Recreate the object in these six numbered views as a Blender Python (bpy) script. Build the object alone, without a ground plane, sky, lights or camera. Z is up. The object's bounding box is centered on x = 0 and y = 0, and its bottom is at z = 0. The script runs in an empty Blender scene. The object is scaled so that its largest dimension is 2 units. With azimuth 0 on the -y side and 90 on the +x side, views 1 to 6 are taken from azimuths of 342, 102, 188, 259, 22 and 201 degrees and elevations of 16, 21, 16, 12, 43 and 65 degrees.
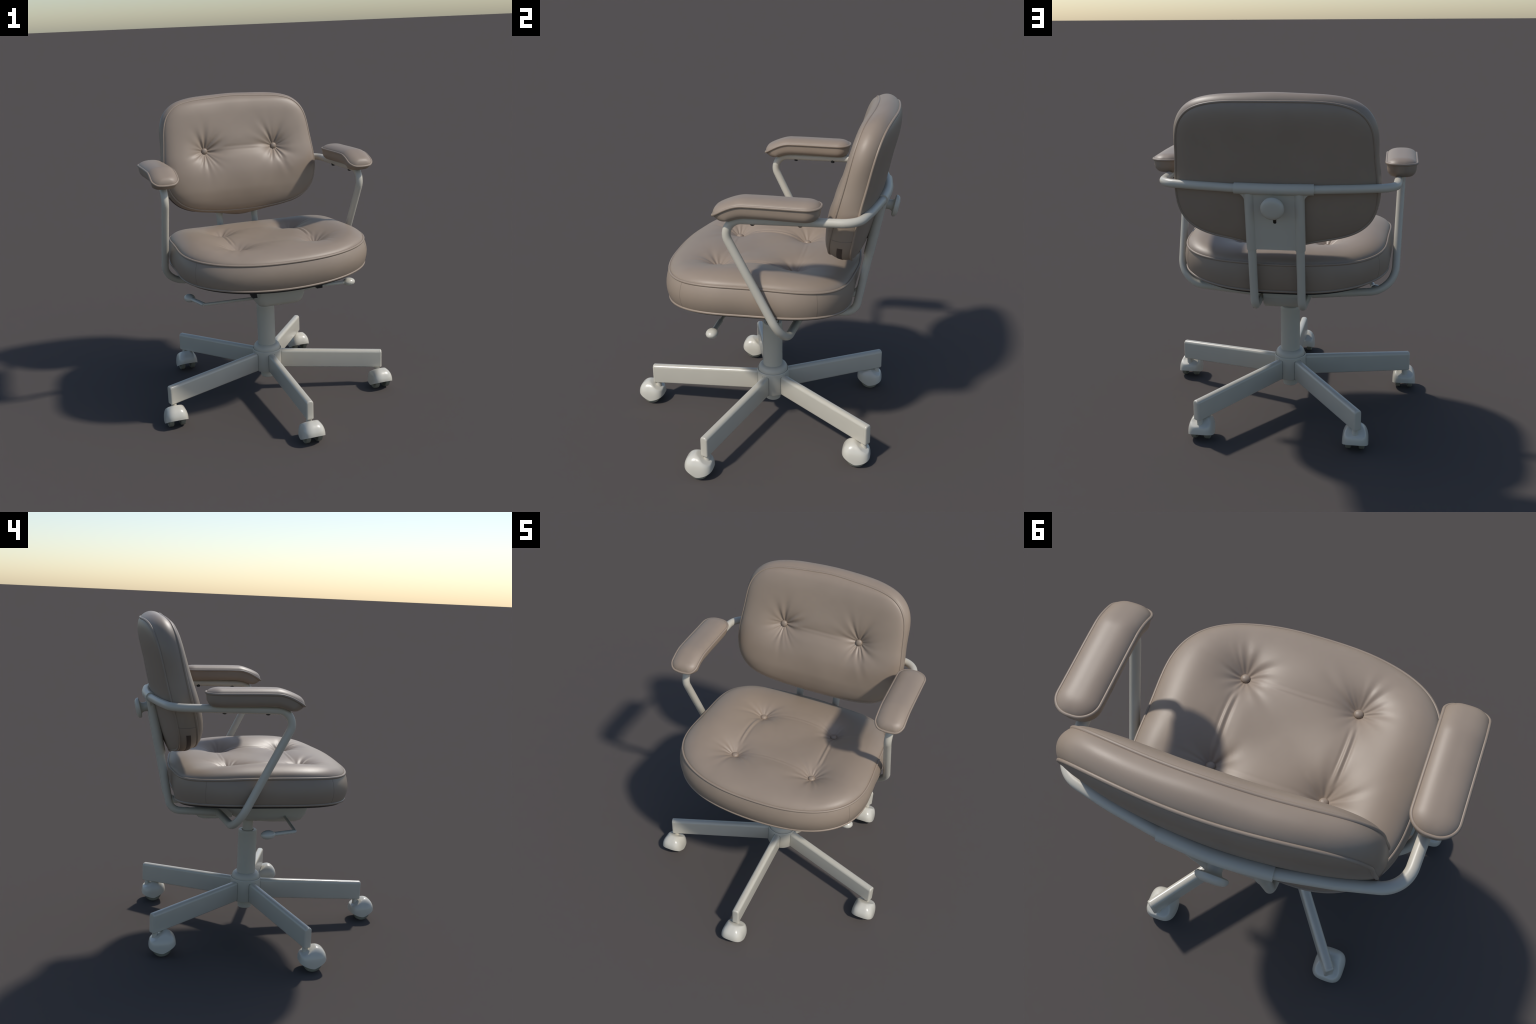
import bpy, bmesh, math
import numpy as np
from mathutils import Vector, Matrix

RNG = np.random.default_rng(11)

# ------------------------------------------------------------------ materials
def principled(name, color, rough=0.5, spec=0.5, coat=0.0, coat_rough=0.1,
               vary=0.0, vary_scale=3.0, bump=0.0, bump_scale=200.0, metallic=0.0, rough_vary=0.0):
    m = bpy.data.materials.new(name); m.use_nodes = True
    nt = m.node_tree; N = nt.nodes; L = nt.links
    b = N['Principled BSDF']
    b.inputs['Base Color'].default_value = (*color, 1)
    b.inputs['Roughness'].default_value = rough
    b.inputs['Specular IOR Level'].default_value = spec
    b.inputs['Metallic'].default_value = metallic
    b.inputs['Coat Weight'].default_value = coat
    b.inputs['Coat Roughness'].default_value = coat_rough
    tc = N.new('ShaderNodeTexCoord')
    if vary > 0:
        n = N.new('ShaderNodeTexNoise'); n.inputs['Scale'].default_value = vary_scale
        n.inputs['Detail'].default_value = 4
        L.new(tc.outputs['Object'], n.inputs['Vector'])
        r = N.new('ShaderNodeValToRGB')
        r.color_ramp.elements[0].position = 0.3; r.color_ramp.elements[1].position = 0.7
        r.color_ramp.elements[0].color = (*[c * (1 - vary) for c in color], 1)
        r.color_ramp.elements[1].color = (*[c * (1 + vary) for c in color], 1)
        L.new(n.outputs['Fac'], r.inputs['Fac']); L.new(r.outputs['Color'], b.inputs['Base Color'])
        if rough_vary > 0:
            mr = N.new('ShaderNodeMapRange')
            mr.inputs['To Min'].default_value = rough - rough_vary
            mr.inputs['To Max'].default_value = rough + rough_vary
            L.new(n.outputs['Fac'], mr.inputs['Value']); L.new(mr.outputs['Result'], b.inputs['Roughness'])
    if bump > 0:
        v = N.new('ShaderNodeTexVoronoi'); v.inputs['Scale'].default_value = bump_scale
        L.new(tc.outputs['Object'], v.inputs['Vector'])
        bp = N.new('ShaderNodeBump'); bp.inputs['Strength'].default_value = bump
        bp.inputs['Distance'].default_value = 0.001
        L.new(v.outputs['Distance'], bp.inputs['Height']); L.new(bp.outputs['Normal'], b.inputs['Normal'])
    return m

LEATHER = principled('taupe_leather', (0.304, 0.235, 0.177), rough=0.47, spec=0.5, vary=0.03,
                     vary_scale=6, bump=0.06, bump_scale=260, rough_vary=0.03)
METAL = principled('painted_steel', (0.555, 0.515, 0.428), rough=0.38, spec=0.5, vary=0.015, vary_scale=8)
LEGPAINT = principled('glossy_painted_steel', (0.555, 0.515, 0.428), rough=0.30, spec=0.5, coat=0.25, coat_rough=0.15, vary=0.015, vary_scale=8)
PLASTIC = principled('glossy_plastic', (0.595, 0.56, 0.475), rough=0.29, spec=0.5, coat=0.3, coat_rough=0.08, vary=0.01)
TYRE = principled('tyre_rubber', (0.215, 0.21, 0.165), rough=0.5, vary=0.04, vary_scale=20)
RIM = principled('wheel_plastic', (0.40, 0.40, 0.35), rough=0.4, vary=0.02)
BLACK = principled('black_plastic', (0.012, 0.012, 0.012), rough=0.5, vary=0.05)
DARK = principled('dark_steel_plate', (0.05, 0.052, 0.055), rough=0.5, vary=0.05)
ZIP = principled('brown_zip_tape', (0.075, 0.05, 0.038), rough=0.6, vary=0.08, vary_scale=30)
CHROME = principled('bright_steel', (0.62, 0.63, 0.66), rough=0.18, metallic=0.9, vary=0.01)

# ------------------------------------------------------------------ helpers
ROOT = bpy.data.objects.new('office_chair', None)
bpy.context.scene.collection.objects.link(ROOT)
ROOT["label"] = "taupe leather swivel office chair with cream steel frame"
ROOT["category"] = "office chair"

def mesh_from(name, V, F, mat, angle=40.0):
    me = bpy.data.meshes.new(name)
    me.from_pydata([tuple(map(float, v)) for v in V], [], [tuple(map(int, f)) for f in F])
    me.validate(); me.update()
    bm = bmesh.new(); bm.from_mesh(me)
    bmesh.ops.recalc_face_normals(bm, faces=bm.faces); bm.to_mesh(me); bm.free()
    me.shade_smooth()
    if angle < 180: me.set_sharp_from_angle(angle=math.radians(angle))
    for m in (mat if isinstance(mat, (list, tuple)) else [mat]): me.materials.append(m)
    return me

def put(name, me, parent=None, loc=None, rot=None):
    o = bpy.data.objects.new(name, me)
    bpy.context.scene.collection.objects.link(o)
    o.parent = parent or ROOT
    if loc is not None: o.location = loc
    if rot is not None: o.rotation_euler = rot
    return o

def part(name, V, F, mat, parent=None, angle=40.0):
    return put(name, mesh_from(name, V, F, mat, angle), parent)

def grid_faces(nr, nc, wrap_c=True, wrap_r=False):
    F = []
    for i in range(nr if wrap_r else nr - 1):
        for j in range(nc if wrap_c else nc - 1):
            a = i * nc + j; b = i * nc + (j + 1) % nc
            i2 = (i + 1) % nr
            F.append((a, b, i2 * nc + (j + 1) % nc, i2 * nc + j))
    return F

def fillet(points, radii, seg=10):
    """polyline with rounded corners"""
    P = [np.array(p, float) for p in points]; out = [P[0]]
    for i in range(1, len(P) - 1):
        a, b, c = P[i - 1], P[i], P[i + 1]
        u = (a - b); lu = np.linalg.norm(u); u /= lu
        v = (c - b); lv = np.linalg.norm(v); v /= lv
        ang = math.acos(np.clip(u @ v, -1, 1)); r = radii[i - 1]
        if r <= 0 or abs(math.pi - ang) < 1e-3: out.append(b); continue
        t = min(r / math.tan(ang / 2), 0.48 * lu, 0.48 * lv); r = t * math.tan(ang / 2)
        bis = (u + v) / np.linalg.norm(u + v); cen = b + bis * (r / math.sin(ang / 2))
        p0 = b + u * t; p1 = b + v * t
        e0 = (p0 - cen) / r; e1 = (p1 - cen) / r; w = math.acos(np.clip(e0 @ e1, -1, 1))
        for k in range(seg + 1):
            s = k / seg
            out.append(cen + r * (math.sin((1 - s) * w) * e0 + math.sin(s * w) * e1) / math.sin(w))
    out.append(P[-1]); return np.array(out)

def sweep(path, radius, seg=20, closed=False, caps=True, squash=(1, 1), up0=None):
    P = np.array(path, float); n = len(P)
    if closed: T = np.roll(P, -1, 0) - np.roll(P, 1, 0)
    else: T = np.gradient(P, axis=0)
    T /= np.linalg.norm(T, axis=1)[:, None]
    up = np.array(up0 if up0 is not None else ([0, 0, 1.] if abs(T[0][2]) < .9 else [1., 0, 0]), float)
    fr = []
    u = up - (up @ T[0]) * T[0]; u /= np.linalg.norm(u)
    for i in range(n):
        u = u - (u @ T[i]) * T[i]; u /= np.linalg.norm(u); fr.append(u)
    if closed:   # untwist
        e = fr[-1] - (fr[-1] @ T[0]) * T[0]; e /= np.linalg.norm(e)
        tw = math.atan2(np.cross(e, fr[0]) @ T[0], e @ fr[0])
        for i in range(n):
            a = tw * i / n; c, s = math.cos(a), math.sin(a)
            fr[i] = fr[i] * c + np.cross(T[i], fr[i]) * s
    R = radius if hasattr(radius, '__len__') else [radius] * n
    V = []
    for i in range(n):
        b = np.cross(T[i], fr[i])
        for k in range(seg):
            a = 2 * math.pi * k / seg
            V.append(P[i] + R[i] * (math.cos(a) * fr[i] * squash[0] + math.sin(a) * b * squash[1]))
    F = grid_faces(n, seg, True, closed)
    if caps and not closed:
        F.append(tuple(range(seg))[::-1]); F.append(tuple(range((n - 1) * seg, n * seg)))
    return V, F

def lathe(profile, seg=48, axis='z', origin=(0, 0, 0)):
    V = []
    for r, z in profile:
        for k in range(seg):
            a = 2 * math.pi * k / seg; x, y = r * math.cos(a), r * math.sin(a)
            p = {'z': (x, y, z), 'x': (z, x, y), 'y': (x, z, y)}[axis]
            V.append((p[0] + origin[0], p[1] + origin[1], p[2] + origin[2]))
    F = grid_faces(len(profile), seg)
    if profile[0][0] > 1e-6: F.append(tuple(range(seg))[::-1])
    if profile[-1][0] > 1e-6: F.append(tuple(range((len(profile) - 1) * seg, len(profile) * seg)))
    return V, F

def round_rect(w, h, r, seg=6):
    """outline of a rounded rectangle centred on 0; r = (tr, tl, bl, br)"""
    out = []
    for (sx, sy, a0), rr in zip([(1, 1, 0), (-1, 1, 90), (-1, -1, 180), (1, -1, 270)], r):
        for k in range(seg + 1):
            a = math.radians(a0 + 90 * k / seg)
            out.append((sx * (w / 2 - rr) + rr * math.cos(a), sy * (h / 2 - rr) + rr * math.sin(a)))
    return out

def smooth(a, b, x):
    t = np.clip((x - a) / (b - a), 0, 1); return t * t * (3 - 2 * t)

# ------------------------------------------------------------------ star base
HUB = np.array([0.0, 0.075])
base = part('star_base', *lathe([(0.086, 0.163), (0.095, 0.166), (0.0985, 0.172), (0.0985, 0.306), (0.0978, 0.311), (0.0955, 0.3135),
                                 (0.0915, 0.3100), (0.0912, 0.3155), (0.0900, 0.328), (0.0845, 0.340), (0.0765, 0.348),
                                 (0.070, 0.350), (0.050, 0.350)], 64, 'z', (0, 0.075, 0)), METAL, angle=35)
part('hub_plug', *lathe([(0.0, 0.105), (0.040, 0.105), (0.046, 0.110), (0.050, 0.150), (0.050, 0.172)], 40, 'z', (0, 0.075, 0)), METAL, base)
part('column', *lathe([(0.058, 0.335), (0.060, 0.345), (0.0605, 0.620), (0.0595, 0.632), (0.056, 0.636), (0.040, 0.636),
                       (0.038, 0.632), (0.036, 0.60)], 56, 'z', (0, 0.075, 0)), METAL, base)
part('gas_lift_rod', *lathe([(0.0335, 0.58), (0.0335, 0.73)], 40, 'z', (0, 0.075, 0)), METAL, base)

def leg_mesh():
    # section: narrow upright tube with a half-round top; local +x runs outward
    V = []; secs = []
    for r, s in [(0.060, 1), (0.30, 1), (0.55, 1), (0.770, 1), (0.7768, 1), (0.7772, 0.985)]:
        f = (r - 0.09) / (0.775 - 0.09)
        zt = 0.2985 + (0.2625 - 0.2985) * f; zb = 0.168 + (0.1365 - 0.168) * f
        secs.append((r, s, zt, zb))
    prof = None
    for r, s, zt, zb in secs:
        prof = round_rect(0.046 * s, (zt - zb) * s, (0.0195, 0.0195, 0.010, 0.010), 8)
        V += [(r, p[0], (zt + zb) / 2 + p[1]) for p in prof]
    n = len(prof); F = grid_faces(len(secs), n)
    F.append(tuple(range((len(secs) - 1) * n, len(secs) * n))); F.append(tuple(range(n))[::-1])
    return mesh_from('leg', V, F, LEGPAINT, 35)
def cap_mesh():
    V = []
    S = [(0.7772, 0.985), (0.7776, 1.0), (0.7815, 1.0), (0.7855, 0.955), (0.7885, 0.87), (0.7900, 0.74), (0.7906, 0.55), (0.7908, 0.2)]
    for r, s in S:
        d = (1 - s) * 0.046
        V += [(r, p[0], 0.1995 + p[1]) for p in round_rect(0.046 - d, 0.126 - d, (0.0195 - d / 2.4, 0.0195 - d / 2.4, max(0.010 - d / 2, .002), max(0.010 - d / 2, .002)), 8)]
    n = 36; F = grid_faces(len(S), n)
    F.append(tuple(range((len(S) - 1) * n, len(S) * n))); F.append(tuple(range(n))[::-1])
    return mesh_from('end_cap', V, F, LEGPAINT, 40)
def gap_shade_mesh():
    # added solid collar; dark colour stands in for the shadow gap at the hub
    V = []
    for r in (0.080, 0.0968):
        V += [(r, p[0], 0.2335 + p[1]) for p in round_rect(0.0495, 0.1345, (0.021, 0.021, 0.011, 0.011), 8)]
    F = grid_faces(2, 36); F.append(tuple(range(36, 72))); F.append(tuple(range(36))[::-1])
    return mesh_from('gap_shade_collar', V, F, GAP_SHADE, 35)
GAP_SHADE = principled('painted_gap_shade', (0.20, 0.19, 0.165), rough=0.6, vary=0.02)
LEG, CAP, GAP_ME = leg_mesh(), cap_mesh(), gap_shade_mesh()
LEG_ANGLES = [-90, -18, 54, 126, 198]
for a in LEG_ANGLES:
    l = put('leg', LEG, base, (0, 0.075, 0), (0, 0, math.radians(a)))
    put('gap_shade_collar', GAP_ME, base, (0, 0.075, 0), (0, 0, math.radians(a)))
    put('end_cap', CAP, base, (0, 0.075, 0), (0, 0, math.radians(a)))

# ------------------------------------------------------------------ casters
def hood_mesh():
    nt, na = 56, 128; hx, hy, e = 0.075, 0.081, 3.1
    V = []; ztop = 0.1485
    for i in range(nt):
        al = (i / (nt - 1)) * math.pi / 2
        for j in range(na):
            th = 2 * math.pi * j / na
            c, s = math.cos(th), math.sin(th)
            q = (abs(c) ** e + abs(s) ** e) ** (-1 / e)
            ex, ey = hx * c * q, hy * s * q
            rho = math.sin(al) ** 0.95
            # rim: high at the front, a lobe over the wheel, medium at the rear
            f = max(-ey - 0.004, 0) / 0.077; g = max(ey - 0.004, 0) / 0.077
            rim = 0.029 + 0.043 * f ** 1.08 + 0.026 * g ** 1.4
            z = rim + (ztop - rim) * math.cos(al) ** (0.72 + 0.24 * abs(s) ** 1.5)
            x = ex * rho; y = ey * rho
            # top is cut off as a plateau that slopes down to the stem at the rear
            cut = 0.150 - 0.56 * max(y + 0.018, 0) - 0.12 * abs(x) * float(smooth(0.0, 0.04, y))
            k = 330.0
            z = -math.log(math.exp(-k * (z - 0.1)) + math.exp(-k * (cut - 0.1))) / k + 0.1
            V.append((x, y, z))
    V[:na] = [(0, 0, float(np.mean([v[2] for v in V[na:2 * na]])))] * na
    # turned-in lip along the rim
    off = len(V); last = V[-na:]
    V = V + [(v[0] * 0.95, v[1] * 0.95, v[2] + 0.001) for v in last] + [(v[0] * 0.93, v[1] * 0.93, v[2] + 0.025) for v in last]
    F = grid_faces(nt + 2, na)
    me = mesh_from('caster', V, F, PLASTIC, 50)
    bm = bmesh.new(); bm.from_mesh(me)
    bmesh.ops.remove_doubles(bm, verts=bm.verts, dist=1e-5); bmesh.ops.recalc_face_normals(bm, faces=bm.faces)
    bm.to_mesh(me); bm.free(); me.shade_smooth(); me.set_sharp_from_angle(angle=math.radians(50)); return me
HOOD = hood_mesh()
WR, WW = 0.056, 0.031
TYRE_ME = mesh_from('tyre', *lathe([(0.042, -WW / 2), (0.051, -WW / 2), (0.0548, -WW / 2 + 0.003), (WR, -WW / 2 + 0.008), (WR, WW / 2 - 0.008),
                                    (0.0548, WW / 2 - 0.003), (0.051, WW / 2), (0.042, WW / 2)], 48, 'x'), TYRE, 30)
RIM_ME = mesh_from('rim', *lathe([(0.0, -WW / 2 - .001), (0.012, -WW / 2 - .001), (0.015, -WW / 2 + .004), (0.040, -WW / 2 + .004), (0.0435, -WW / 2 - .0005),
                                  (0.0435, WW / 2 + .0005), (0.040, WW / 2 - .004), (0.015, WW / 2 - .004), (0.012, WW / 2 + .001), (0.0, WW / 2 + .001)], 40, 'x'), RIM, 30)
AXLE_ME = mesh_from('axle_block', *lathe([(0.0, -0.022), (0.020, -0.022), (0.020, 0.022), (0.0, 0.022)], 24, 'x'), RIM, 30)
STEM_ME = mesh_from('stem', *lathe([(0.021, 0.085), (0.020, 0.104), (0.0175, 0.112), (0.0175, 0.150)], 28, 'z'), METAL, 30)
for a in LEG_ANGLES:
    sx, sy = 0.762 * math.cos(math.radians(a)), 0.075 + 0.762 * math.sin(math.radians(a))
    yaw = 0.0
    c = put('caster', HOOD, ROOT, (sx, sy - 0.043, 0), (0, 0, yaw))
    for s in (-1, 1):
        put('tyre', TYRE_ME, c, (s * 0.038, 0.004, WR))
        put('rim', RIM_ME, c, (s * 0.038, 0.004, WR))
    put('axle_block', AXLE_ME, c, (0, 0.004, WR))
    put('stem', STEM_ME, c, (0, 0.043, 0))

# ------------------------------------------------------------------ cushions
def outline(co, aspect, phi):
    R = sum(c * np.cos(k * phi) for k, c in enumerate(co))
    return R * np.sin(phi) * aspect, R * np.cos(phi)

def tuft_field(a, b, buttons, depth, sigma, seed, pleat=0.005, toward=None):
    """displacement (negative = in) of a leather panel pulled in by buttons"""
    rng = np.random.default_rng(seed); h = np.zeros_like(a)
    for i, (ba, bb) in enumerate(buttons):
        da, db = a - ba, b - bb; r = np.hypot(da, db); th = np.arctan2(db, da)
        re = np.sqrt(r * r + 0.016 ** 2) - 0.016
        h -= depth * np.exp(-(re / sigma) ** 1.15)
        n = 12; base_a = rng.uniform(0, 2 * np.pi)
        for k in range(n):
            t0 = base_a + 2 * np.pi * (k + rng.uniform(-.55, .55)) / n
            w = rng.uniform(0.08, 0.19); L = rng.uniform(0.05, 0.16); amp = rng.uniform(0.25, 1.3) * pleat
            bend = rng.uniform(-.5, .5)
            d = (th - t0 + bend * r / 0.15 * 0.4 + np.pi) % (2 * np.pi) - np.pi
            env = smooth(0.012, 0.035, r) * np.exp(-(np.maximum(r - 0.035, 0) / L) ** 2)
            ww = w * (1 + 0.25 * np.exp(-r / .03))
            h -= amp * env * np.exp(-(d / ww) ** 2)
            h += amp * 0.55 * env * np.exp(-((np.abs(d) - 1.9 * ww) / ww) ** 2)
    return h

def crease(a, b, p, q, bow, valley, vw, groove, gw, split):
    """valley between two buttons, with a double fold in the middle"""
    p, q = np.array(p), np.array(q); d = q - p; L = np.linalg.norm(d); d /= L; n = np.array([-d[1], d[0]])
    t = ((a - p[0]) * d[0] + (b - p[1]) * d[1]) / L; s = (a - p[0]) * n[0] + (b - p[1]) * n[1]
    s = s - bow * 4 * t * (1 - t)
    tt = np.clip(t, 0, 1); env = np.sin(np.pi * tt) ** 0.7 * ((t > 0) & (t < 1))
    envg = smooth(0.10, 0.35, t) * smooth(0.92, 0.65, t)
    wide = smooth(-.25, 0.1, t) * smooth(1.25, 0.9, t)
    h = -valley * wide * np.exp(-(s / vw) ** 2)
    h -= groove * envg * (np.exp(-((s - split) / gw) ** 2) + 0.8 * np.exp(-((s + split) / gw) ** 2))
    h += groove * 0.9 * envg * np.exp(-(s / (gw * 1.1)) ** 2)
    return h

class Cushion:
    """local frame (a, b, h): a = x, b = second plan axis, h = outward height"""
    def __init__(self, to_world): self.w = to_world

PIPE_R = 0.0072
def piping(name, pts, parent, r=PIPE_R):
    V, F = sweep(pts, r, 12, closed=True)
    return part(name, V, F, LEATHER, parent, 180)

# ---- seat
S_TOP = [0.589, 0.0343, -0.0189, 0.004, -0.0367, -0.0111, 0.0062, 0.0035, 0.0025, 0.002]
S_BOT = [0.5860, 0.0220, -0.0344, -0.0060, -0.0450, -0.0130, 0.0037]
SX = 0.0005; SB0 = 0.02; S_ASP = 1.05
def seat_top_z(a, b): return 1.084 - 0.017 * b + 0.043 * a * a - 0.054 * b * b - 0.007 * a * a * b + 0.074 * a ** 4
def seat_bot_z(a, b): return 0.893 - 0.023 * b + 0.184 * a * a + 0.028 * b * b + 0.05 * a * a * b - 0.059 * a ** 4

NA = 560
PHI = np.linspace(0, 2 * np.pi, NA, endpoint=False)
def polar_panel(co, asp, nr, power=0.85):
    s = np.linspace(0, 1, nr) ** power
    oa, ob = outline(co, asp, PHI)
    A = s[:, None] * oa[None]; B = s[:, None] * ob[None]
    return A, B, np.repeat(s[:, None], NA, 1)

def weld_center(V, F, na):
    """merge the first ring (all at the same point) into one vertex"""
    V = [V[0]] + list(V[na:]); G = []
    for f in F:
        g = [0 if i < na else i - na + 1 for i in f]; h = []
        for i in g:
            if i not in h: h.append(i)
        if len(h) > 2: G.append(tuple(h))
    return V, G

A, B, S = polar_panel(S_TOP, S_ASP, 170)
buttons_s = [(-0.2500, -0.197), (0.2645, -0.197), (-0.240, 0.232), (0.252, 0.238)]
BW = [(x, y + 0.0) for x, y in buttons_s]
def seat_height(a, b, s):
    rear = smooth(0.10, 0.45, b); ex = 3.8 + 2.5 * rear
    base = (0.080 + 0.022 * smooth(0.30, 0.52, np.abs(a)) * (1 - 0.5 * rear) - 0.016 * rear) * (1 - np.clip(s, 0, 1) ** ex) ** 0.56
    base = base - 0.040 * np.exp(-(s / 0.55) ** 2)
    h = tuft_field(a, b, buttons_s, 0.058, 0.078, 5, 0.0026)
    for i, j, bow in [(0, 2, 0.012), (1, 3, -0.012)]:
        h += crease(a, b, buttons_s[i], buttons_s[j], bow, 0.008, 0.05, 0.0045, 0.010, 0.013)
    for i, j, bow in [(0, 1, 0.02), (2, 3, 0.02)]:
        h += crease(a, b, buttons_s[i], buttons_s[j], bow, 0.003, 0.05, 0.0012, 0.010, 0.010)
    return base + h * smooth(1.0, 0.8, s)
H = seat_height(A, B, S)
Z = seat_top_z(A, B) + H
V = np.stack([A + SX, B + SB0, Z], -1).reshape(-1, 3)
V, F = weld_center(V, grid_faces(170, NA), NA)
seat = part('seat', V, F, LEATHER, angle=180)

def band_mesh(P0, P1, out, bulge, nt=28, inset=0.003, expo=0.7):
    V = []
    for k in range(nt):
        t = k / (nt - 1)
        off = bulge * math.sin(math.pi * t) ** expo - inset * (1 if k in (0, nt - 1) else 0)
        V.append(P0 * (1 - t) + P1 * t + out * off)
    return np.concatenate(V), grid_faces(nt, len(P0))

def curve_normals2d(a, b):
    ta = np.roll(a, -1) - np.roll(a, 1); tb = np.roll(b, -1) - np.roll(b, 1)
    n = np.hypot(ta, tb); na, nb = tb / n, -ta / n
    sgn = np.sign((na * a + nb * b).mean()); return na * sgn, nb * sgn

ta, tb = outline(S_TOP, S_ASP, PHI); ba_, bb_ = outline(S_BOT, S_ASP, PHI)
P0 = np.stack([ta + SX, tb + SB0, seat_top_z(ta, tb)], -1)
cr = 1 - 0.012 * np.exp(-((np.abs((PHI + np.pi) % (2 * np.pi) - np.pi) - 0.85) / 0.32) ** 2)
ba_ = ba_ * cr; bb_ = bb_ * cr + (0.002 + 0.020 * np.exp(-(ba_ / 0.25) ** 2)) * smooth(0.15, 0.5, bb_)
P1 = np.stack([ba_ + SX, bb_ + SB0, seat_bot_z(ba_, bb_)], -1)
na, nb = curve_normals2d(ta, tb); OUT = np.stack([na, nb, np.zeros_like(na)], -1)
SB = (0.021 - 0.008 * smooth(0.0, 0.45, tb))[:, None]
part('side_band', *band_mesh(P0, P1, OUT, SB, expo=0.8), LEATHER, seat, 180)
piping('piping', P0 + OUT * 0.002, seat); piping('piping', P1 + OUT * 0.001, seat)
# dark underside board
under = [P1 - OUT * 0.006]
for k, (f, dz) in enumerate([(0.985, -0.011), (0.965, -0.022), (0.5, -0.020), (0.02, -0.020)]):
    u = P1.copy(); c = np.array([SX, SB0 + .02, 0]); u[:, :2] = (u[:, :2] - c[:2]) * f + c[:2]
    u[:, 2] = u[:, 2] * 1 + dz if f > 0.9 else np.minimum(P1[:, 2], 0.895) + dz
    under.append(u)
n = len(PHI); V = np.concatenate(under); F = grid_faces(len(under), n); F.append(tuple(range((len(under) - 1) * n, len(under) * n)))
part('seat_board', V, F, BLACK, seat, 40)

BTN = mesh_from('button', *lathe([(0.0, 0.0130), (0.007, 0.0125), (0.0135, 0.0105), (0.0185, 0.0065), (0.0212, 0.0020), (0.0214, -0.002), (0.019, -0.008), (0.0, -0.010)], 28), LEATHER, 180)
for (bx, by) in buttons_s:
    a = np.array([[bx]]); b = np.array([[by]])
    R = sum(c * np.cos(k * np.arctan2(bx / S_ASP, by)) for k, c in enumerate(S_TOP))
    s = np.array([[math.hypot(bx / S_ASP, by) / R]])
    z = float((seat_top_z(a, b) + seat_height(a, b, s))[0, 0])
    put('button', BTN, seat, (bx + SX, by + SB0, z + 0.007))

# seat band seams (4 upright stitch lines)
def seam_line(Pa, Pb, out, idx, parent, bulge, r=0.0012):
    pts = [Pa[idx] * (1 - t) + Pb[idx] * t + out[idx] * (bulge * math.sin(math.pi * t) ** 0.8 - 0.0004) for t in np.linspace(0.03, 0.97, 20)]
    V, F = sweep(pts, r, 8); part('stitch_seam', V, F, SEAM, parent, 180)
SEAM = principled('leather_seam', (0.20, 0.155, 0.12), rough=0.6, vary=0.02)
for deg in (52, 308, 122, 238):
    seam_line(P0, P1, OUT, int(round(deg / 360 * NA)) % NA, seat, float(SB[int(round(deg / 360 * NA)) % NA, 0]))

# ---- backrest
B_FR = [0.4315, -0.0016, -0.0129, 0.0016, -0.029, -0.0037, 0.0033, 0.002, 0.0034, 0.0006]
B_RE = [0.4317, -0.0275, -0.0102, -0.0027, -0.0299, -0.0044, 0.0075, -0.0023, 0.0045, -0.0014]
BX, BZ0, B_ASP = 0.0075, 1.6, 1.3
def back_front_y(a, b): return 0.596 + 0.224 * b - 0.211 * a * a - 0.092 * b * b + 0.064 * a * a * b + 0.03 * a ** 4
def back_rear_y(a, b): return 0.712 + 0.012 * smooth(0.2, 0.5, a) * smooth(0.0, -0.25, b) + 0.003 * smooth(0.1, 0.35, b) + 0.223 * b - 0.253 * a * a - 0.092 * b * b + 0.031 * a * a * b + 0.116 * a ** 4
TILT = np.array([0, -1.0, 0.22]); TILT /= np.linalg.norm(TILT)
buttons_b = [(-0.2500, 0.022), (0.2560, 0.022)]
def back_height(a, b, s):
    base = (0.104 - 0.035 * smooth(-0.15, 0.26, b) - 0.012 * smooth(-0.24, -0.36, b) - 0.010 * smooth(0.15, 0.5, a) - 0.014 * smooth(0.05, 0.3, a) * smooth(-0.08, -0.28, b) + 0.012 * np.exp(-(a / 0.22) ** 2 - ((b + 0.14) / 0.14) ** 2)) * (1 - np.clip(s, 0, 1) ** 3.6) ** 0.58
    h = tuft_field(a, b, buttons_b, 0.055, 0.074, 23, 0.0038)
    h += crease(a, b, buttons_b[0], buttons_b[1], 0.004, 0.008, 0.045, 0.003, 0.012, 0.008)
    return base + h * smooth(1.0, 0.8, s)
def corner(phi):
    p = np.abs((phi + np.pi) % (2 * np.pi) - np.pi); return 1 + 0.007 * np.exp(-((p - 0.86) / 0.30) ** 2)
A, B, S = polar_panel(B_FR, B_ASP, 170); A = A * corner(PHI); B = B * corner(PHI)
Hh = back_height(A, B, S); B = B - 0.010 * smooth(0.33, 0.40, B) + 0.007 * smooth(-0.3, -0.38, B)
V = np.stack([A + BX, back_front_y(A, B), B + BZ0], -1) + Hh[..., None] * TILT
V, F = weld_center(V.reshape(-1, 3), grid_faces(170, NA), NA)
back = part('backrest', V, F, LEATHER, angle=180)
fa, fb = outline(B_FR, B_ASP, PHI); ra, rb = outline(B_RE, B_ASP, PHI)
kf = corner(PHI); fa, fb = fa * kf, fb * kf; ra, rb = ra * kf, rb * kf
fb = fb - 0.010 * smooth(0.33, 0.40, fb) + 0.007 * smooth(-0.3, -0.38, fb); rb = rb - 0.006 * smooth(0.30, 0.37, rb)
P0 = np.stack([fa + BX, back_front_y(fa, fb), fb + BZ0], -1)
P1 = np.stack([ra + BX, back_rear_y(ra, rb), rb + BZ0], -1)
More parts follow.
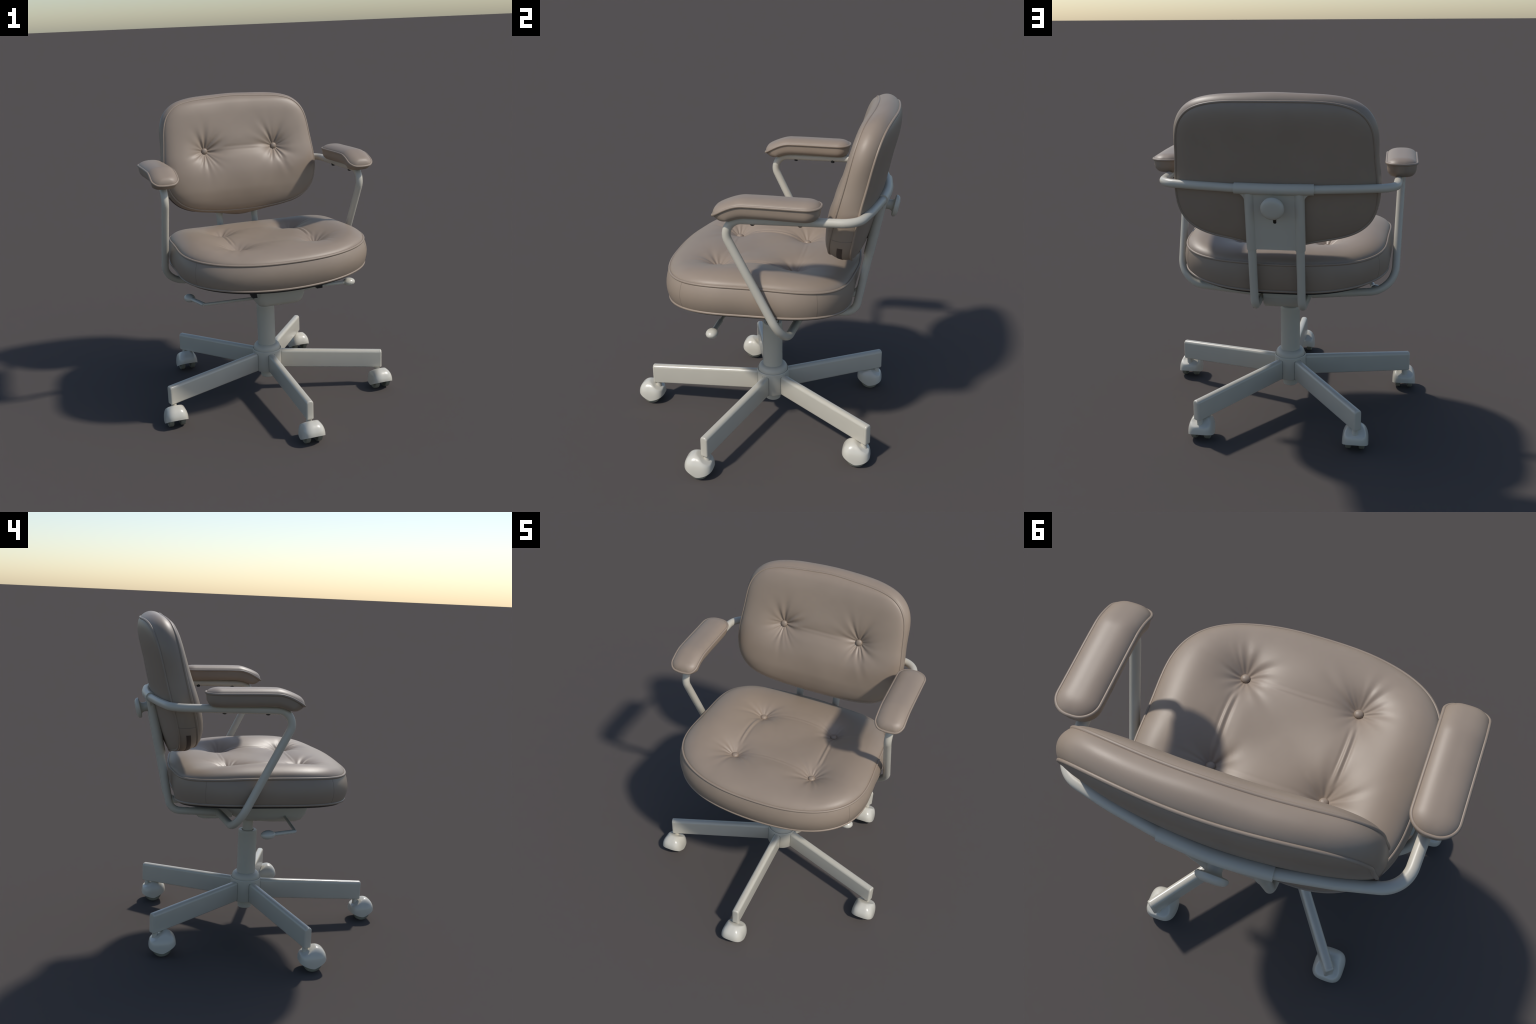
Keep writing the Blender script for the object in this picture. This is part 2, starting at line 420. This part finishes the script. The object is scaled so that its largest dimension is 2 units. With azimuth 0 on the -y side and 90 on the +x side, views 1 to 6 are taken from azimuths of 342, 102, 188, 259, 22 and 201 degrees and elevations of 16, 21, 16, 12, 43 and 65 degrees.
na, nb = curve_normals2d(fa, fb); OUT = np.stack([na, 0.2 * nb, nb], -1); OUT /= np.linalg.norm(OUT, axis=1)[:, None]
BBU = (0.016 + 0.012 * smooth(0.0, 0.30, fb))[:, None]
part('side_band', *band_mesh(P0, P1, OUT, BBU), LEATHER, back, 180)
piping('piping', P0 + OUT * 0.001, back); piping('piping', P1 + OUT * 0.001, back)
BAND_B = (P0, P1, OUT)
A, B, S = polar_panel(B_RE, B_ASP, 60, 0.6); A = A * corner(PHI); B = B * corner(PHI); B = B - 0.006 * smooth(0.30, 0.37, B)
V = np.stack([A + BX, back_rear_y(A, B), B + BZ0], -1) - ((0.024 + 0.008 * smooth(0.1, 0.3, B)) * (1 - S ** 6) ** 0.6)[..., None] * TILT
V, F = weld_center(V.reshape(-1, 3), grid_faces(60, NA), NA)
part('rear_panel', V, F, LEATHER, back, 180)
for (bx, bz) in buttons_b:
    a = np.array([[bx]]); b = np.array([[bz]])
    R = sum(c * np.cos(k * np.arctan2(bx / B_ASP, bz)) for k, c in enumerate(B_FR))
    s = np.array([[math.hypot(bx / B_ASP, bz) / R]])
    h = float(back_height(a, b, s)[0, 0]) + 0.009
    p = np.array([bx + BX, float(back_front_y(a, b)[0, 0]), bz + BZ0]) + h * TILT
    put('button', BTN, back, p, (math.radians(78), 0, 0))
# zip ends low on both sides of the band
def band_pt(i, t, bulge=0.016, lift=0.0):
    return P0[i] * (1 - t) + P1[i] * t + OUT[i] * (bulge * math.sin(math.pi * t) ** 0.7 + lift)
def band_patch(name, i0, i1, t0, t1, mat, lift, nt=10):
    ii = list(range(i0, i1 + 1)); V = []
    for i in ii:
        for t in np.linspace(t0, t1, nt): V.append(band_pt(i % NA, t, lift=lift))
    n = len(ii); k = len(V)
    for i in ii:
        for t in np.linspace(t0, t1, nt): V.append(band_pt(i % NA, t, lift=lift - 0.004))
    F = grid_faces(n, nt, False)
    F = F + [tuple(k + q for q in f[::-1]) for f in F]
    ring = [j for j in range(nt)] + [i * nt + nt - 1 for i in range(1, n)] + [(n - 1) * nt + j for j in range(nt - 2, -1, -1)] + [i * nt for i in range(n - 2, 0, -1)]
    for q in range(len(ring)):
        a, b = ring[q], ring[(q + 1) % len(ring)]; F.append((a, b, k + b, k + a))
    return part(name, V, F, mat, back, 40)
def deg_i(d): return int(round(d / 360 * NA))
for lo, hi in ((deg_i(122.5), deg_i(144)), (deg_i(216), deg_i(237.5))):
    band_patch('zip_tape', lo, hi, 0.38, 0.62, ZIP, 0.0012)
for d in (117.5, 242.5):
    i = deg_i(d)
    pts = [band_pt(i, t, lift=-0.0004) for t in np.linspace(0.06, 0.94, 16)]
    V, F = sweep(pts, 0.0016, 8); part('stitch_seam', V, F, SEAM, back, 180)

# ------------------------------------------------------------------ tubular frame
TR = 0.0232
def arm_path(s):
    pts = [(0.0, 0.742, 1.508), (0.21 * s, 0.725, 1.508), (0.42 * s, 0.687, 1.509), (0.632 * s, 0.634, 1.510), (0.662 * s, -0.074, 1.510),
           (0.640 * s, 0.266, 0.823), (0.158 * s, 0.290, 0.789)]
    return fillet(pts, [0.8, 0.8, 0.115, 0.081, 0.165], 16)
for s in (1, -1):
    f = part('arm_tube', *sweep(arm_path(s), TR, 22, up0=(0, 0, 1)), METAL)
    # upright post carrying the back
    post = fillet([(0.132 * s, 0.716, 1.47), (0.132 * s, 0.590, 0.803), (0.138 * s, 0.290, 0.787)], [0.075], 14)
    part('back_post', *sweep(post, TR, 22, up0=(1, 0, 0)), METAL)

# back bracket: cross sleeve, two upright sleeves and a pressed plate
def up_at(z): return 0.724 + (z - 1.508) * 0.2000    # y of the post axis at height z
sl = fillet([(-0.209, 0.725, 1.508), (0, 0.7425, 1.508), (0.209, 0.725, 1.508)], [1.2], 14)
bracket = part('back_bracket', *sweep(sl, 0.0300, 28, up0=(0, 0, 1)), METAL)
for s in (1, -1):
    pts = [(0.132 * s, up_at(z), z) for z in (1.500, 1.45, 1.30, 1.17, 1.160)]
    part('post_sleeve', *sweep(pts, [0.0285, 0.0285, 0.0285, 0.0285, 0.0270], 24, up0=(1, 0, 0)), METAL, bracket)
    # rounded webs between cross sleeve and upright sleeve
    for side in (1,):
        V = []; F = []; R = 0.042
        cx = (0.132 + side * 0.026) * s; m = 12
        for layer in (-0.012, 0.013):
            V.append((cx - side * s * 0.02, up_at(1.50) + layer, 1.50))
            for k in range(m + 1):
                a = math.pi / 2 * k / m
                x = cx + side * s * (R - R * math.sin(a)); z = 1.482 - (R - R * math.cos(a))
                V.append((x, up_at(z) + layer + (0.004 if layer < 0 else -0.0), z))
        q = m + 2
        F.append(tuple(range(q))); F.append(tuple(range(q, 2 * q))[::-1])
        for k in range(q): F.append((k, (k + 1) % q, q + (k + 1) % q, q + k))
        part('bracket_web', V, F, METAL, bracket, 30)
# plate between the sleeves with an adjustment slot
V = []
def plate_pt(x, z, d): return (x, up_at(z) + d, z)
def slot_loop(n=48):
    out = []
    for k in range(n):
        a = 2 * math.pi * k / n; out.append((0.0095 * math.cos(a), (1.385 + 0.060 * (1 if math.sin(a) >= 0 else -1)) + 0.0095 * math.sin(a)))
    return out
def rect_loop(n=48):
    out = []
    for k in range(n):
        a = 2 * math.pi * k / n; c, s_ = math.cos(a), math.sin(a); q = 1 / max(abs(c), abs(s_))
        out.append((0.125 * c * q, 1.333 + 0.167 * s_ * q if s_ > 0 else 1.333 + 0.1695 * s_ * q))
    return out
So, Ro = slot_loop(), rect_loop()
for d in (0.006, 0.0165):
    V += [plate_pt(x, z, d) for x, z in Ro] + [plate_pt(x, z, d) for x, z in So]
n = 48; F = []
for k in range(n):
    k2 = (k + 1) % n
    F.append((k, k2, n + k2, n + k)); F.append((2 * n + k, 3 * n + k, 3 * n + k2, 2 * n + k2))
    F.append((k, 2 * n + k, 2 * n + k2, k2)); F.append((n + k, n + k2, 3 * n + k2, 3 * n + k))
part('bracket_plate', V, F, METAL, bracket, 30)
# knob
knob = mesh_from('knob', *lathe([(0.0, 0.102), (0.030, 0.1015), (0.048, 0.098), (0.057, 0.092), (0.0625, 0.083), (0.0615, 0.075), (0.055, 0.070), (0.036, 0.068),
                                 (0.031, 0.062), (0.028, 0.052), (0.029, 0.036), (0.035, 0.018), (0.0, 0.014)], 48), METAL, 40)
kb = put('adjusting_knob', knob, bracket, (0.0, up_at(1.432) - 0.002, 1.432), (math.radians(-90 - 11.7), 0, 0))
# dark back-support plate behind the cushion
V = []
for d in (-0.036, -0.020):
    V += [plate_pt(x, z, d + 0.012 * 0 - 0.2 * x * x) for x, z in [(p[0], p[1] + 1.378) for p in round_rect(0.27, 0.245, (0.02,) * 4, 5)]]
n = 24; F = [tuple(range(n)), tuple(range(n, 2 * n))[::-1]] + [(k, (k + 1) % n, n + (k + 1) % n, n + k) for k in range(n)]
part('support_plate', V, F, DARK, bracket, 30)

# ------------------------------------------------------------------ arm pads
PAD_HW = 0.082
def pad_outline(n=160):
    """plan outline, y from front to rear; front nearly square, rear rounder"""
    out = []
    hw, y0, y1 = PAD_HW, -0.075, 0.456
    for (sx, sy, a0), r in zip([(1, 1, 0), (-1, 1, 90), (-1, -1, 180), (1, -1, 270)], (0.072, 0.072, 0.040, 0.040)):
        cy = (y1 - r) if sy > 0 else (y0 + r)
        for k in range(15):
            a = math.radians(a0 + 90 * k / 14); out.append((sx * (hw - r) + r * math.cos(a), cy + r * math.sin(a)))
    P = np.array(out + out[:1]); d = np.r_[0, np.cumsum(np.linalg.norm(np.diff(P, axis=0), axis=1))]
    t = np.linspace(0, d[-1], n, endpoint=False)
    P = np.stack([np.interp(t, d, P[:, 0]), np.interp(t, d, P[:, 1])], 1)
    P[:, 1] -= 0.010 * np.cos(P[:, 0] / hw * math.pi / 2) * (P[:, 1] < 0.0) * smooth(0.0, -0.08, P[:, 1])
    return P
def pad_z(y):
    return 1.599 + 0.005 * smooth(0.42, 0.10, y) - 0.075 * np.clip((0.075 - y) / 0.172, 0, 1.2) ** 1.75
def pad_zb(y):
    return 1.528 + 0.008 * smooth(0.42, 0.10, y) - 0.075 * np.clip((0.085 - y) / 0.172, 0, 1.2) ** 1.75
PO = pad_outline(); NP = len(PO)
for s in (1, -1):
    cx = 0.655 * s; cy = 0.19
    nr = 40; rr = np.linspace(0, 1, nr); V = []
    spine = np.clip(PO[:, 1], -0.045, 0.375)          # crown falls off from a centre line, steeply at the nose
    for t in rr:
        x = PO[:, 0] * t; y = spine + (PO[:, 1] - spine) * t
        crown = 0.030 * (1 - t ** 2.6) ** 0.68
        ny = smooth(0.03, -0.07, y)
        V.append(np.stack([cx + x, y - crown * ny * 0.35, pad_z(y) + crown], -1))
    V = np.concatenate(V); F = grid_faces(nr, NP)
    pad = part('armrest_pad', V, F, LEATHER, angle=180)
    E0 = np.stack([cx + PO[:, 0], PO[:, 1], pad_z(PO[:, 1])], -1)
    na, nb = curve_normals2d(PO[:, 0], PO[:, 1] - cy)
    O3 = np.stack([na, nb, np.zeros_like(na)], -1)
    rings = []
    for k, t in enumerate(1 - (1 - np.linspace(0, 1, 16)) ** 1.5):
        y = PO[:, 1].copy(); re = smooth(0.36, 0.45, y)
        ins = (-0.003 if k == 0 else -0.004 * t - 0.020 * t ** 5) - 0.006 * re * t ** 3
        fr = smooth(0.03, -0.09, y)
        yb = y + nb * ins + 0.062 * t * fr
        z = pad_z(PO[:, 1]) * (1 - t) + pad_zb(yb) * t
        rings.append(np.stack([cx + PO[:, 0] + na * ins, yb, z], -1))
    for q in (0.8, 0.4, 0.05):
        e = rings[15].copy(); c = np.array([cx, cy]); e[:, :2] = (e[:, :2] - c) * q + c; e[:, 2] = pad_zb(e[:, 1]) - 0.001; rings.append(e)
    F = grid_faces(len(rings), NP); F.append(tuple(range((len(rings) - 1) * NP, len(rings) * NP)))
    part('pad_base', np.concatenate(rings), F, LEATHER, pad, 60)
    V, F = sweep(E0 + O3 * 0.001, 0.0068, 12, closed=True); part('piping', V, F, LEATHER, pad, 180)
    for y in (0.110, 0.350):
        part('screw', *lathe([(0.0, 0), (0.008, 0), (0.0125, 0.004), (0.0125, 0.02)], 20, 'z', ((0.6575 - 0.061 * y) * s, y, 1.4805)), BLACK, pad)

# ------------------------------------------------------------------ under-seat mechanism
def loft(sections, mat, name, parent=None, angle=35):
    n = len(sections[0]); V = [p for s in sections for p in s]
    F = grid_faces(len(sections), n); F.append(tuple(range(n))[::-1]); F.append(tuple(range((len(sections) - 1) * n, len(sections) * n)))
    return part(name, V, F, mat, parent, angle)
secs = []
for y, zb, w in [(-0.281, 0.815, 0.27), (-0.278, 0.785, 0.29), (-0.266, 0.752, 0.305), (-0.243, 0.728, 0.31), (-0.205, 0.716, 0.312), (-0.05, 0.714, 0.30), (0.10, 0.718, 0.27), (0.155, 0.730, 0.26), (0.21, 0.760, 0.25), (0.26, 0.812, 0.24)]:
    h = 0.885 - zb; r = min(0.055, h * 0.42)
    secs.append([(p[0] + 0.002, y, zb + h / 2 + p[1]) for p in round_rect(w, h, (0.004, 0.004, r, r), 8)])
housing = loft(secs, METAL, 'tilt_mechanism')
secs = []
for y, zb, zt in [(0.20, 0.745, 0.86), (0.30, 0.738, 0.86), (0.38, 0.738, 0.85), (0.412, 0.748, 0.845), (0.432, 0.768, 0.835), (0.438, 0.80, 0.815)]:
    secs.append([(p[0], y, (zb + zt) / 2 + p[1]) for p in round_rect(0.222, zt - zb, (min(0.012, (zt - zb) / 2.2),) * 4, 5)])
loft(secs, METAL, 'spring_cover', housing)
# levers
def lever(rod, grip, end, rod_r=0.0095):
    r = part('lever', *sweep(fillet(rod, [0.010] * (len(rod) - 2), 8), rod_r, 14), METAL, housing)
    g = np.array(grip, float); n = 48; P = []; R = []
    for k in range(n):
        t = k / (n - 1); P.append(g[0] * (1 - t) + g[1] * t)
        R.append(0.0142 if t > 0.03 else 0.0115)
        u = (t - 0.80) / 0.20
        if u > -1: R[-1] = max(R[-1], 0.031 * math.sqrt(max(1 - u * u, 0))) if u < 0.85 else 0.031 * math.sqrt(max(1 - u * u, 0.002))
    part('lever_handle', *sweep(P, R, 20, squash=(0.85, 1.12), up0=(0, 0, 1)), PLASTIC, r, 60)
lever([(-0.10, -0.135, 0.757), (-0.474, -0.125, 0.761), (-0.490, -0.075, 0.760)], [(-0.476, -0.125, 0.761), (-0.540, 0.095, 0.756)], None)
lever([(0.14, -0.150, 0.775), (0.36, -0.158, 0.787)], [(0.345, -0.157, 0.788), (0.556, -0.164, 0.787)], None)
for x0, x1, z0 in ((-0.225, -0.195, 0.842), (0.200, 0.238, 0.846)):
    V = []; k = 0.025
    for y in (-0.37, -0.33):
        V += [(x0 - k, y, 0.905), (x0, y, z0), (x1, y, z0), (x1 + (0.0 if x0 > 0 else -0.01), y, 0.905)]
    F = [(0, 1, 2, 3), (7, 6, 5, 4)] + [(q, (q + 1) % 4, 4 + (q + 1) % 4, 4 + q) for q in range(4)]
    part('frame_bracket', V, F, BLACK, seat, 30)
